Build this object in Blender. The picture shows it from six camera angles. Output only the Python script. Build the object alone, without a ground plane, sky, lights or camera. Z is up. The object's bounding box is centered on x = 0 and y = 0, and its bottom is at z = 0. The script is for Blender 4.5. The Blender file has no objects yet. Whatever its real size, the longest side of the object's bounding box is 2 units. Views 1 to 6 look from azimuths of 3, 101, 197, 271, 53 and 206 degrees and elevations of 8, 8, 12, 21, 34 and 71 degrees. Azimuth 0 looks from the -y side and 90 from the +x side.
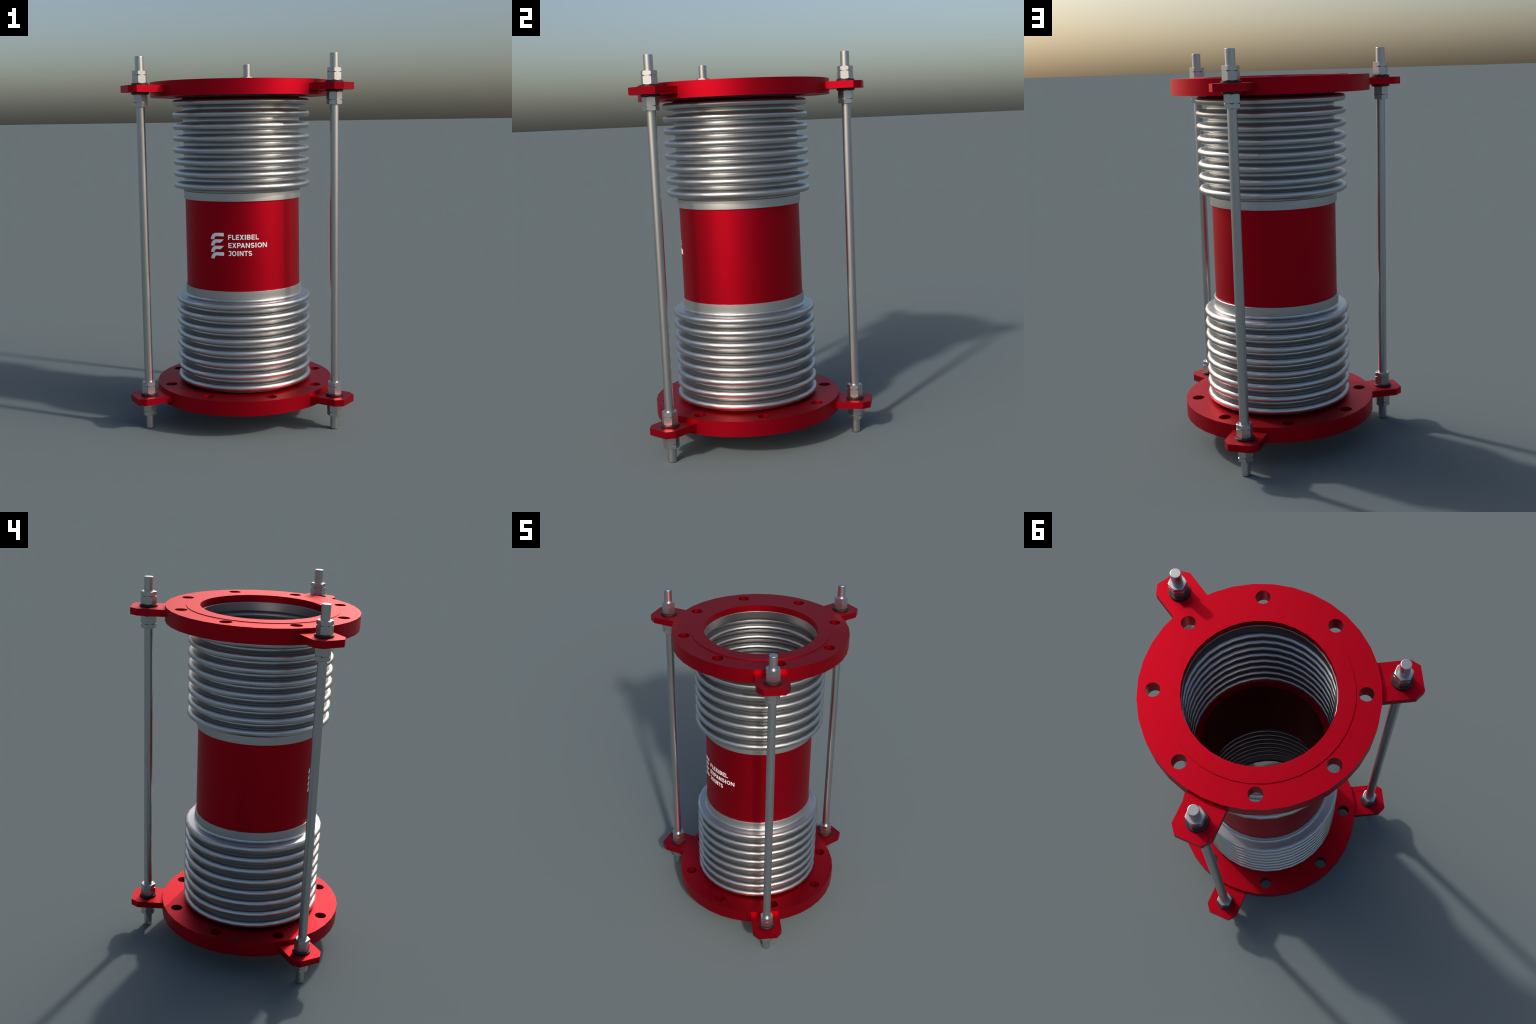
"""Red flanged pipe expansion joint: two steel bellows, a painted middle pipe and three tie rods."""
import math
import bpy
import bmesh
from mathutils import Matrix, Vector

# ------------------------------------------------------------------ main sizes
AXIS = Vector((0.0, -0.0872, 0.0))      # centre line of the pipe
MIDDLE = 1.0                            # the whole joint mirrors about this height
FLANGE_TOP, FLANGE_BOTTOM = 1.8723, 1.7935
FACE_TOP, SHELF = 1.8755, 1.8368        # raised sealing face, lower end of the bore
FLANGE_R, FACE_R, BORE_R, SOCKET_R = 0.4970, 0.3912, 0.3207, 0.3275
HOLE_CIRCLE, HOLE_R = 0.4328, 0.0315
LUG_MID = 0.5 * (FLANGE_TOP + FLANGE_BOTTOM)
LUG_HALF = 0.0178
LUG_TIP, LUG_WIDTH, LUG_CHAMFER = 0.6700, 0.0868, (0.0380, 0.0300)
ROD_CIRCLE, ROD_R = 0.5838, 0.0228
ROD_ANGLES = (-30.0, 90.0, 210.0)
CREST_R, ROOT_R, PITCH, CRESTS = 0.3775, 0.3193, 0.0635, 8
BELLOWS_MID, COLLAR_END, COLLAR_R = 1.5395, 0.2985, 0.3245
TUBE_R, TUBE_BORE, TUBE_HALF = 0.3166, 0.2915, 0.2800


# ------------------------------------------------------------------ materials
def material(name, colour, metallic, roughness, specular=0.5, grain=0.0, grain_scale=60.0, bump=0.0,
             rough_spread=0.0, coat=0.0):
    m = bpy.data.materials.new(name)
    m.use_nodes = True
    nt = m.node_tree
    b = nt.nodes["Principled BSDF"]
    b.inputs["Base Color"].default_value = (*colour, 1)
    b.inputs["Metallic"].default_value = metallic
    b.inputs["Roughness"].default_value = roughness
    b.inputs["Specular IOR Level"].default_value = specular
    b.inputs["Coat Weight"].default_value = coat
    if grain or bump or rough_spread:
        coords = nt.nodes.new("ShaderNodeTexCoord")
        noise = nt.nodes.new("ShaderNodeTexNoise")
        noise.inputs["Scale"].default_value = grain_scale
        noise.inputs["Detail"].default_value = 4
        nt.links.new(coords.outputs["Object"], noise.inputs["Vector"])
    if grain:
        ramp = nt.nodes.new("ShaderNodeValToRGB")
        ramp.color_ramp.elements[0].position, ramp.color_ramp.elements[1].position = 0.3, 0.7
        ramp.color_ramp.elements[0].color = (*(c * (1 - grain) for c in colour), 1)
        ramp.color_ramp.elements[1].color = (*(min(1, c * (1 + grain)) for c in colour), 1)
        nt.links.new(noise.outputs["Fac"], ramp.inputs["Fac"])
        nt.links.new(ramp.outputs["Color"], b.inputs["Base Color"])
    if rough_spread:
        mr = nt.nodes.new("ShaderNodeMapRange")
        mr.inputs["To Min"].default_value = roughness - rough_spread
        mr.inputs["To Max"].default_value = roughness + rough_spread
        nt.links.new(noise.outputs["Fac"], mr.inputs["Value"])
        nt.links.new(mr.outputs["Result"], b.inputs["Roughness"])
    if bump:
        bp = nt.nodes.new("ShaderNodeBump")
        bp.inputs["Strength"].default_value = bump
        bp.inputs["Distance"].default_value = 0.001
        nt.links.new(noise.outputs["Fac"], bp.inputs["Height"])
        nt.links.new(bp.outputs["Normal"], b.inputs["Normal"])
    return m


RED = material("red_paint", (0.462, 0.0046, 0.0165), 1.0, 0.50)
STEEL = material("stainless_steel", (0.505, 0.505, 0.505), 1.0, 0.36, grain=0.015, grain_scale=14)
SATIN = material("satin_steel", (0.48, 0.48, 0.48), 1.0, 0.48, grain=0.015, grain_scale=14)
ZINC = material("zinc_plated_steel", (0.515, 0.515, 0.515), 1.0, 0.36, grain=0.015, grain_scale=30)
RUBBER = material("black_rubber", (0.012, 0.012, 0.012), 0.0, 0.45)
WHITE = material("white_print", (0.87, 0.89, 0.90), 0.0, 0.5)


# ------------------------------------------------------------------ helpers
def add_object(name, mesh, parent, mat, angle=30.0):
    o = bpy.data.objects.new(name, mesh)
    bpy.context.scene.collection.objects.link(o)
    o.parent = parent
    if mat is not None:
        mesh.materials.clear()
        mesh.materials.append(mat)
    mesh.shade_smooth()
    mesh.set_sharp_from_angle(angle=math.radians(angle))
    return o


def mesh_from(bm, name):
    bmesh.ops.recalc_face_normals(bm, faces=bm.faces)
    me = bpy.data.meshes.new(name)
    bm.to_mesh(me)
    bm.free()
    return me


def lathe(bm, profile, segments, phase=0.0, closed=True):
    """Turn a list of (radius, height) round the axis; closed joins the last point to the first."""
    rings = []
    for k in range(segments):
        a = math.radians(phase) + math.tau * k / segments
        c, s = math.cos(a), math.sin(a)
        rings.append([bm.verts.new((r * c, r * s, z)) for r, z in profile])
    n = len(profile)
    for k in range(segments):
        p, q = rings[k], rings[(k + 1) % segments]
        for i in range(n if closed else n - 1):
            j = (i + 1) % n
            bm.faces.new((p[i], q[i], q[j], p[j]))


def solid_of_revolution(bm, profile, segments, phase=0.0):
    """Lathe an open profile and close both ends with discs."""
    rings = [[bm.verts.new((r * math.cos(a), r * math.sin(a), z))
              for a in (math.radians(phase) + math.tau * k / segments for k in range(segments))]
             for r, z in profile]
    for p, q in zip(rings, rings[1:]):
        for k in range(segments):
            j = (k + 1) % segments
            bm.faces.new((p[k], p[j], q[j], q[k]))
    bm.faces.new(rings[0][::-1])
    bm.faces.new(rings[-1])


def arc(cr, cz, ra, rz, a0, a1, n):
    return [(cr + ra * math.cos(math.radians(a0 + (a1 - a0) * i / n)),
             cz + rz * math.sin(math.radians(a0 + (a1 - a0) * i / n))) for i in range(n + 1)]


def circle_points(r, n, phase=0.0, centre=(0, 0)):
    return [(centre[0] + r * math.cos(math.radians(phase) + math.tau * k / n),
             centre[1] + r * math.sin(math.radians(phase) + math.tau * k / n)) for k in range(n)]


def plate_with_holes(bm, loops, z0, z1):
    """Flat plate bounded by the first loop and pierced by the others."""
    layers = []
    for z in (z0, z1):
        edges, rings = [], []
        for loop in loops:
            vs = [bm.verts.new((x, y, z)) for x, y in loop]
            rings.append(vs)
            edges += [bm.edges.new((vs[i], vs[(i + 1) % len(vs)])) for i in range(len(vs))]
        bmesh.ops.triangle_fill(bm, use_beauty=True, use_dissolve=False, edges=edges,
                                normal=(0, 0, 1 if z == z1 else -1))
        layers.append(rings)
    for lo, hi in zip(*layers):
        for i in range(len(lo)):
            j = (i + 1) % len(lo)
            bm.faces.new((lo[i], lo[j], hi[j], hi[i]))


# ------------------------------------------------------------------ the thing
root = bpy.data.objects.new("pipe_expansion_joint", None)
bpy.context.scene.collection.objects.link(root)
root.location = AXIS
root["label"] = "red flanged pipe expansion joint with steel bellows and tie rods"
root["category"] = "pipe fitting"

# ------------------------------------------------------------------ flanges with three lugs each
bm = bmesh.new()
holes = [circle_points(HOLE_R, 28, 0, (HOLE_CIRCLE * math.cos(math.radians(22.5 + 45 * k)),
                                       HOLE_CIRCLE * math.sin(math.radians(22.5 + 45 * k)))) for k in range(8)]
plate_with_holes(bm, [circle_points(FLANGE_R, 36, 7.5), circle_points(SOCKET_R, 36, 7.5)] + holes,
                 FLANGE_BOTTOM - LUG_MID, FLANGE_TOP - LUG_MID)
lathe(bm, [(BORE_R, SHELF - LUG_MID), (FACE_R - 0.004, SHELF - LUG_MID), (FACE_R, SHELF + 0.004 - LUG_MID),
           (FACE_R, FACE_TOP - LUG_MID), (BORE_R, FACE_TOP - LUG_MID)], 36, 7.5)
flange_mesh = mesh_from(bm, "flange")

bm = bmesh.new()
dr, dt = LUG_CHAMFER
outline = [(0.472, -LUG_WIDTH), (LUG_TIP - dr, -LUG_WIDTH), (LUG_TIP, -LUG_WIDTH + dt),
           (LUG_TIP, LUG_WIDTH - dt), (LUG_TIP - dr, LUG_WIDTH), (0.472, LUG_WIDTH)]
low = [bm.verts.new((x, y, -LUG_HALF)) for x, y in outline]
high = [bm.verts.new((x, y, LUG_HALF)) for x, y in outline]
bm.faces.new(low[::-1])
bm.faces.new(high)
for i in range(6):
    bm.faces.new((low[i], low[(i + 1) % 6], high[(i + 1) % 6], high[i]))
lug_mesh = mesh_from(bm, "lug")

flange = add_object("flange", flange_mesh, root, RED)
flange.location = (0, 0, LUG_MID)
lower_flange = flange.copy()
bpy.context.scene.collection.objects.link(lower_flange)
lower_flange.location = (0, 0, 2 * MIDDLE - LUG_MID)
lower_flange.rotation_euler = (math.pi, 0, math.radians(45))    # same casting, turned face down
lug = add_object("lug", lug_mesh, flange, RED, 20)
lug_objects = []
for f in (flange, lower_flange):
    for a in ROD_ANGLES:
        o = lug if not lug_objects else lug.copy()
        if lug_objects:
            bpy.context.scene.collection.objects.link(o)
        lug_objects.append(o)
        o.parent = f
        # the lower flange is turned over and round by a bolt pitch, so its lugs sit at the mirrored angle
        o.rotation_euler = (0, 0, math.radians(a if f is flange else 45 - a))

# ------------------------------------------------------------------ bellows
crest_r, crest_half, fillet = 0.0172, 0.0178, 0.0125
root_half = PITCH / 2 - crest_half
first = -(CRESTS - 1) / 2 * PITCH
prof = []
for k in range(CRESTS):
    zc = first + k * PITCH
    if k == 0:
        prof += [(ROOT_R, -COLLAR_END), (ROOT_R, -COLLAR_END + 0.0006), (ROOT_R, zc - PITCH / 2 - 0.003)]        # plain end in the pipe collar
        prof += arc(ROOT_R + fillet, zc - PITCH / 2, fillet, root_half, 180, 90, 4)
    prof += arc(CREST_R - crest_r, zc, crest_r, crest_half, -90, 90, 10)
    if k < CRESTS - 1:
        prof += arc(ROOT_R + fillet, zc + PITCH / 2, fillet, root_half, -90, -270, 8)
    else:
        prof += arc(ROOT_R + fillet, zc + PITCH / 2, fillet, root_half, -90, -180, 4)
        prof += [(ROOT_R, zc + PITCH / 2 + 0.003), (ROOT_R, SHELF - 0.0008 - BELLOWS_MID),
                 (ROOT_R, SHELF - 0.0002 - BELLOWS_MID)]   # and under the flange
bm = bmesh.new()
lathe(bm, prof, 32, 0.0, closed=False)
bellows_mesh = mesh_from(bm, "bellows")
if sum(p.normal.dot(Vector((p.center.x, p.center.y, 0))) * p.area for p in bellows_mesh.polygons) < 0:
    bellows_mesh.flip_normals()

bellows = add_object("bellows", bellows_mesh, root, STEEL, 80)
thick = bellows.modifiers.new("sheet_thickness", "SOLIDIFY")
thick.thickness, thick.offset = 0.0014, -1.0
bellows.location = (0, 0, BELLOWS_MID)
lower_bellows = bellows.copy()
bpy.context.scene.collection.objects.link(lower_bellows)
lower_bellows.location = (0, 0, 2 * MIDDLE - BELLOWS_MID)
lower_bellows.rotation_euler = (math.pi, 0, 0)

collar_in = first - PITCH / 2 + 0.0045                  # where the collar meets the end root
bm = bmesh.new()
c0, c1 = COLLAR_END, -collar_in - 0.0 + 0.004
b = 0.0045
lathe(bm, [(COLLAR_R - 0.0012, c0), (COLLAR_R, c0 - 0.0012), (COLLAR_R, c1 + b)]
      + arc(COLLAR_R - b, c1 + b, b, b, 0, -90, 5)[1:]
      + [(ROOT_R - 0.0003, c1), (ROOT_R - 0.0003, c0)], 64, 0.0)
collar_mesh = mesh_from(bm, "collar")
collar = add_object("collar", collar_mesh, bellows, SATIN, 35)
for parent, flip in ((bellows, True), (lower_bellows, False), (lower_bellows, True)):
    o = collar.copy()
    bpy.context.scene.collection.objects.link(o)
    o.parent = parent
    o.rotation_euler = (math.pi if flip else 0, 0, 0)

# ------------------------------------------------------------------ painted middle pipe
bm = bmesh.new()
lathe(bm, [(TUBE_R, -TUBE_HALF), (TUBE_R, TUBE_HALF), (TUBE_BORE, TUBE_HALF), (TUBE_BORE, -TUBE_HALF)], 128)
pipe = add_object("pipe", mesh_from(bm, "pipe"), root, RED)
pipe.location = (0, 0, MIDDLE)


def wrap(bm, lift, thickness):
    """Give flat artwork (x along the arc, y up) depth and bend it round the pipe's front."""
    for _ in range(4):
        long_edges = [e for e in bm.edges if abs(e.verts[0].co.x - e.verts[1].co.x) > 0.008]
        if not long_edges:
            break
        bmesh.ops.subdivide_edges(bm, edges=long_edges, cuts=1)
        bmesh.ops.triangulate(bm, faces=bm.faces)
    bmesh.ops.recalc_face_normals(bm, faces=bm.faces)
    geom = bmesh.ops.extrude_face_region(bm, geom=bm.faces[:])
    for v in geom["geom"]:
        if isinstance(v, bmesh.types.BMVert):
            v.co.z += thickness
    for v in bm.verts:
        r = TUBE_R + lift + v.co.z
        a = v.co.x / TUBE_R - math.pi / 2
        v.co = Vector((r * math.cos(a), r * math.sin(a), v.co.y))


def ribbon(points, t):
    """Outline of a stroke of width t along a centre line, with square-cut ends."""
    left, right = [], []
    for i, p in enumerate(points):
        p = Vector(p)
        d0 = (p - Vector(points[i - 1])).normalized() if i else None
        d1 = (Vector(points[i + 1]) - p).normalized() if i < len(points) - 1 else None
        d = ((d0 or d1) + (d1 or d0)).normalized()
        n = Vector((-d.y, d.x)) * (t / 2)
        if d0 and d1:
            n /= max(0.5, d.dot(d0))
        left.append(p + n)
        right.append(p - n)
    return [(p.x, p.y) for p in left + right[::-1]]


def box(x0, y0, x1, y1):
    return [(x0, y0), (x1, y0), (x1, y1), (x0, y1)]


def slant(x0, x1, w, h):
    """Diagonal of foot width w from x0 at the base line to x1 at the cap line."""
    return [(x0, 0), (x0 + w, 0), (x1 + w, h), (x1, h)]


def letter(ch, w, h, t):
    """Strokes of one bold grotesque capital, w wide and h high, as outlines."""
    m = 0.5 * h
    if ch == "I":
        return [box(0, 0, w, h)]
    if ch in "FEL":
        strokes = [box(0, 0, t, h)]
        if ch in "FE":
            strokes += [box(0, h - t, w, h), box(0, m - t / 2, 0.93 * w, m + t / 2)]
        if ch in "EL":
            strokes.append(box(0, 0, w, t))
        return strokes
    if ch == "T":
        return [box(0, h - t, w, h), box(w / 2 - t / 2, 0, w / 2 + t / 2, h)]
    if ch == "X":
        f = 1.22 * t
        return [slant(0, w - f, f, h), slant(w - f, 0, f, h)]
    if ch == "N":
        f = 1.15 * t
        return [box(0, 0, t, h), box(w - t, 0, w, h), slant(w - f, 0, f, h)]
    if ch == "A":
        f = 1.1 * t
        return [slant(0, w / 2 - f / 2, f, h), slant(w - f, w / 2 - f / 2, f, h),
                box(0.2 * w, 0.20 * h, 0.8 * w, 0.20 * h + 0.9 * t)]
    if ch in "PB":
        def bowl(y0, y1, x1):
            r = (y1 - y0 - t) / 2
            cx = x1 - t / 2 - r
            return ribbon([(t / 2, y1 - t / 2)] + arc(cx, (y0 + y1) / 2, r, r, 90, -90, 12) + [(t / 2, y0 + t / 2)], t)
        if ch == "P":
            return [box(0, 0, t, h), bowl(0.37 * h, h, w)]
        return [box(0, 0, t, h), bowl(m - 0.45 * t, h, 0.96 * w), bowl(0, m + 0.45 * t, w)]
    if ch == "O":
        return [ribbon(arc(w / 2, m, (w - t) / 2, (h - t) / 2, 90, 270, 16), t),
                ribbon(arc(w / 2, m, (w - t) / 2, (h - t) / 2, -90, 90, 16), t)]
    if ch == "J":
        r = (w - t) * 0.50
        return [box(0.16 * w, h - t, w, h),
                ribbon([(w - t / 2, h - t / 2)] + arc(w - t / 2 - r, r + t / 2, r, r, 0, -145, 12), t)]
    if ch == "S":
        ra, rb = (w - t) / 2, (h - t) / 4
        top = arc(w / 2, h - t / 2 - rb, ra, rb, 25, 240, 12)
        low = arc(w / 2, t / 2 + rb, ra, rb, 60, -155, 12)
        return [ribbon(top + low, t)]
    return []


INK = 0.0003        # the print stops a hair inside each span
STROKE, CAP = 0.0047, 0.0266


def lettering(text, base, spans):
    """One printed line; spans are each capital's start and end along the pipe's arc."""
    out = bpy.data.meshes.new("lettering")
    whole = bmesh.new()
    for ch, (x0, x1) in zip(text, spans):
        for k, outline in enumerate(letter(ch, x1 - x0 - 2 * INK, CAP, STROKE)):
            bm = bmesh.new()
            f = bm.faces.new([bm.verts.new((x0 + INK + x, base + 0.0003 + y, 0)) for x, y in outline])
            bmesh.ops.triangulate(bm, faces=[f])
            wrap(bm, 0.0003, 0.0005 + 0.00012 * k)
            bmesh.ops.recalc_face_normals(bm, faces=bm.faces)
            bm.to_mesh(out)
            bm.free()
            whole.from_mesh(out)
    whole.to_mesh(out)
    whole.free()
    return add_object("lettering", out, pipe, WHITE)


lettering("FLEXIBEL", 0.0381, ((-0.0567, -0.0379), (-0.0346, -0.0186), (-0.0147, 0.0026), (0.0059, 0.0278),
                               (0.0324, 0.0386), (0.0434, 0.0640), (0.0680, 0.0868), (0.0906, 0.1086)))
lettering("EXPANSION", -0.0054, ((-0.0559, -0.0379), (-0.0346, -0.0128), (-0.0090, 0.0111), (0.0098, 0.0337),
                                 (0.0369, 0.0590), (0.0628, 0.0840), (0.0886, 0.0948), (0.0995, 0.1251),
                                 (0.1286, 0.1535)))
lettering("JOINTS", -0.0484, ((-0.0578, -0.0400), (-0.0370, -0.0129), (-0.0080, -0.0018), (0.0038, 0.0252),
                              (0.0279, 0.0485), (0.0505, 0.0705)))

# emblem: four stacked hooks, each a quarter bend running into a bar
X0, X1, BAR_H, HOOK_H, HOOK_PITCH, STEM = -0.1568, -0.0808, 0.0178, 0.0350, 0.0346, 0.0208


def hook(top, slanted):
    """Outline of one hook; the middle two have their bar cut off at a slant."""
    bend_r = X0 + 0.0345
    bottom = top - HOOK_H
    outer = arc(bend_r, bottom, bend_r - X0, HOOK_H, 180, 90, 12)
    inner = arc(bend_r + 0.001, bottom, bend_r + 0.001 - X0 - STEM, HOOK_H - BAR_H, 90, 180, 12)
    return outer + [(X1, top), (X1 - (0.0185 if slanted else 0.0), top - BAR_H)] + inner


for i in range(4):
    bm = bmesh.new()
    f = bm.faces.new([bm.verts.new((x, y, 0)) for x, y in hook(0.0744 - i * HOOK_PITCH, i in (1, 2))])
    bmesh.ops.triangulate(bm, faces=[f])
    wrap(bm, 0.0003, 0.0006)
    add_object("emblem", mesh_from(bm, "emblem"), pipe, WHITE)

# ------------------------------------------------------------------ tie rods, nuts and washers
bm = bmesh.new()
bev = 0.0022
solid_of_revolution(bm, [(ROD_R - bev, -1.0), (ROD_R - 0.3 * bev, -1.0 + 0.3 * bev), (ROD_R, -1.0 + bev),
                         (ROD_R, 1.0 - bev), (ROD_R - 0.3 * bev, 1.0 - 0.3 * bev), (ROD_R - bev, 1.0)], 32)
rod_mesh = mesh_from(bm, "tie_rod")

APOTHEM = 0.0352


def nut(height):
    """Hexagon with both faces chamfered by a 30 degree cone."""
    per_side, rim, hole = 10, APOTHEM - 0.0006, ROD_R - 0.001
    n = 6 * per_side
    rings = [[] for _ in range(6)]
    bm = bmesh.new()
    for k in range(n):
        a = math.tau * k / n
        off = (a % (math.pi / 3)) - math.pi / 6
        r = APOTHEM / math.cos(off)
        drop = (r - rim) * math.tan(math.radians(30))
        for ring, (rr, z) in zip(rings, ((hole, 0), (rim, 0), (r, drop), (r, height - drop), (rim, height), (hole, height))):
            ring.append(bm.verts.new((rr * math.cos(a), rr * math.sin(a), z)))
    for i in range(6):
        p, q = rings[i], rings[(i + 1) % 6]
        for k in range(n):
            j = (k + 1) % n
            bm.faces.new((p[k], p[j], q[j], q[k]))
    return mesh_from(bm, "nut")


NUT_H, LOCK_H, WASHER_H, WASHER_R = 0.0424, 0.0230, 0.0104, 0.0462
nut_mesh, lock_mesh = nut(NUT_H), nut(LOCK_H)
bm = bmesh.new()
lathe(bm, [(ROD_R - 0.001, 0), (WASHER_R - 0.0012, 0), (WASHER_R, 0.0012), (WASHER_R, WASHER_H - 0.0012),
           (WASHER_R - 0.0012, WASHER_H), (ROD_R - 0.001, WASHER_H)], 36)
washer_mesh = mesh_from(bm, "washer")

masters = {}


def place(name, mesh, parent, mat, z, turn, upside_down, angle):
    if mesh.name not in masters:
        o = masters[mesh.name] = add_object(name, mesh, parent, mat, angle)
    else:
        o = masters[mesh.name].copy()
        bpy.context.scene.collection.objects.link(o)
        o.parent = parent
    o.location = (0, 0, z)
    o.rotation_euler = (math.pi if upside_down else 0, 0, math.radians(turn))


for i, a in enumerate(ROD_ANGLES):
    t = math.radians(a)
    if i == 0:
        rod = rod_master = add_object("tie_rod", rod_mesh, root, ZINC, 15)
    else:
        rod = rod_master.copy()
        bpy.context.scene.collection.objects.link(rod)
    rod.location = (ROD_CIRCLE * math.cos(t), ROD_CIRCLE * math.sin(t), MIDDLE)
    for mid in (LUG_MID - MIDDLE, MIDDLE - LUG_MID):
        for side in (1, -1):
            down = side < 0
            turn = 30 if side > 0 else 50
            z = mid + side * (LUG_HALF + 0.0002)
            place("washer", washer_mesh, rod, RUBBER, z, 0, down, 30)
            z += side * (WASHER_H + 0.0002)
            place("nut", nut_mesh, rod, ZINC, z, turn, down, 20)
            z += side * (NUT_H + 0.0001)
            place("nut", lock_mesh, rod, ZINC, z, turn, down, 20)
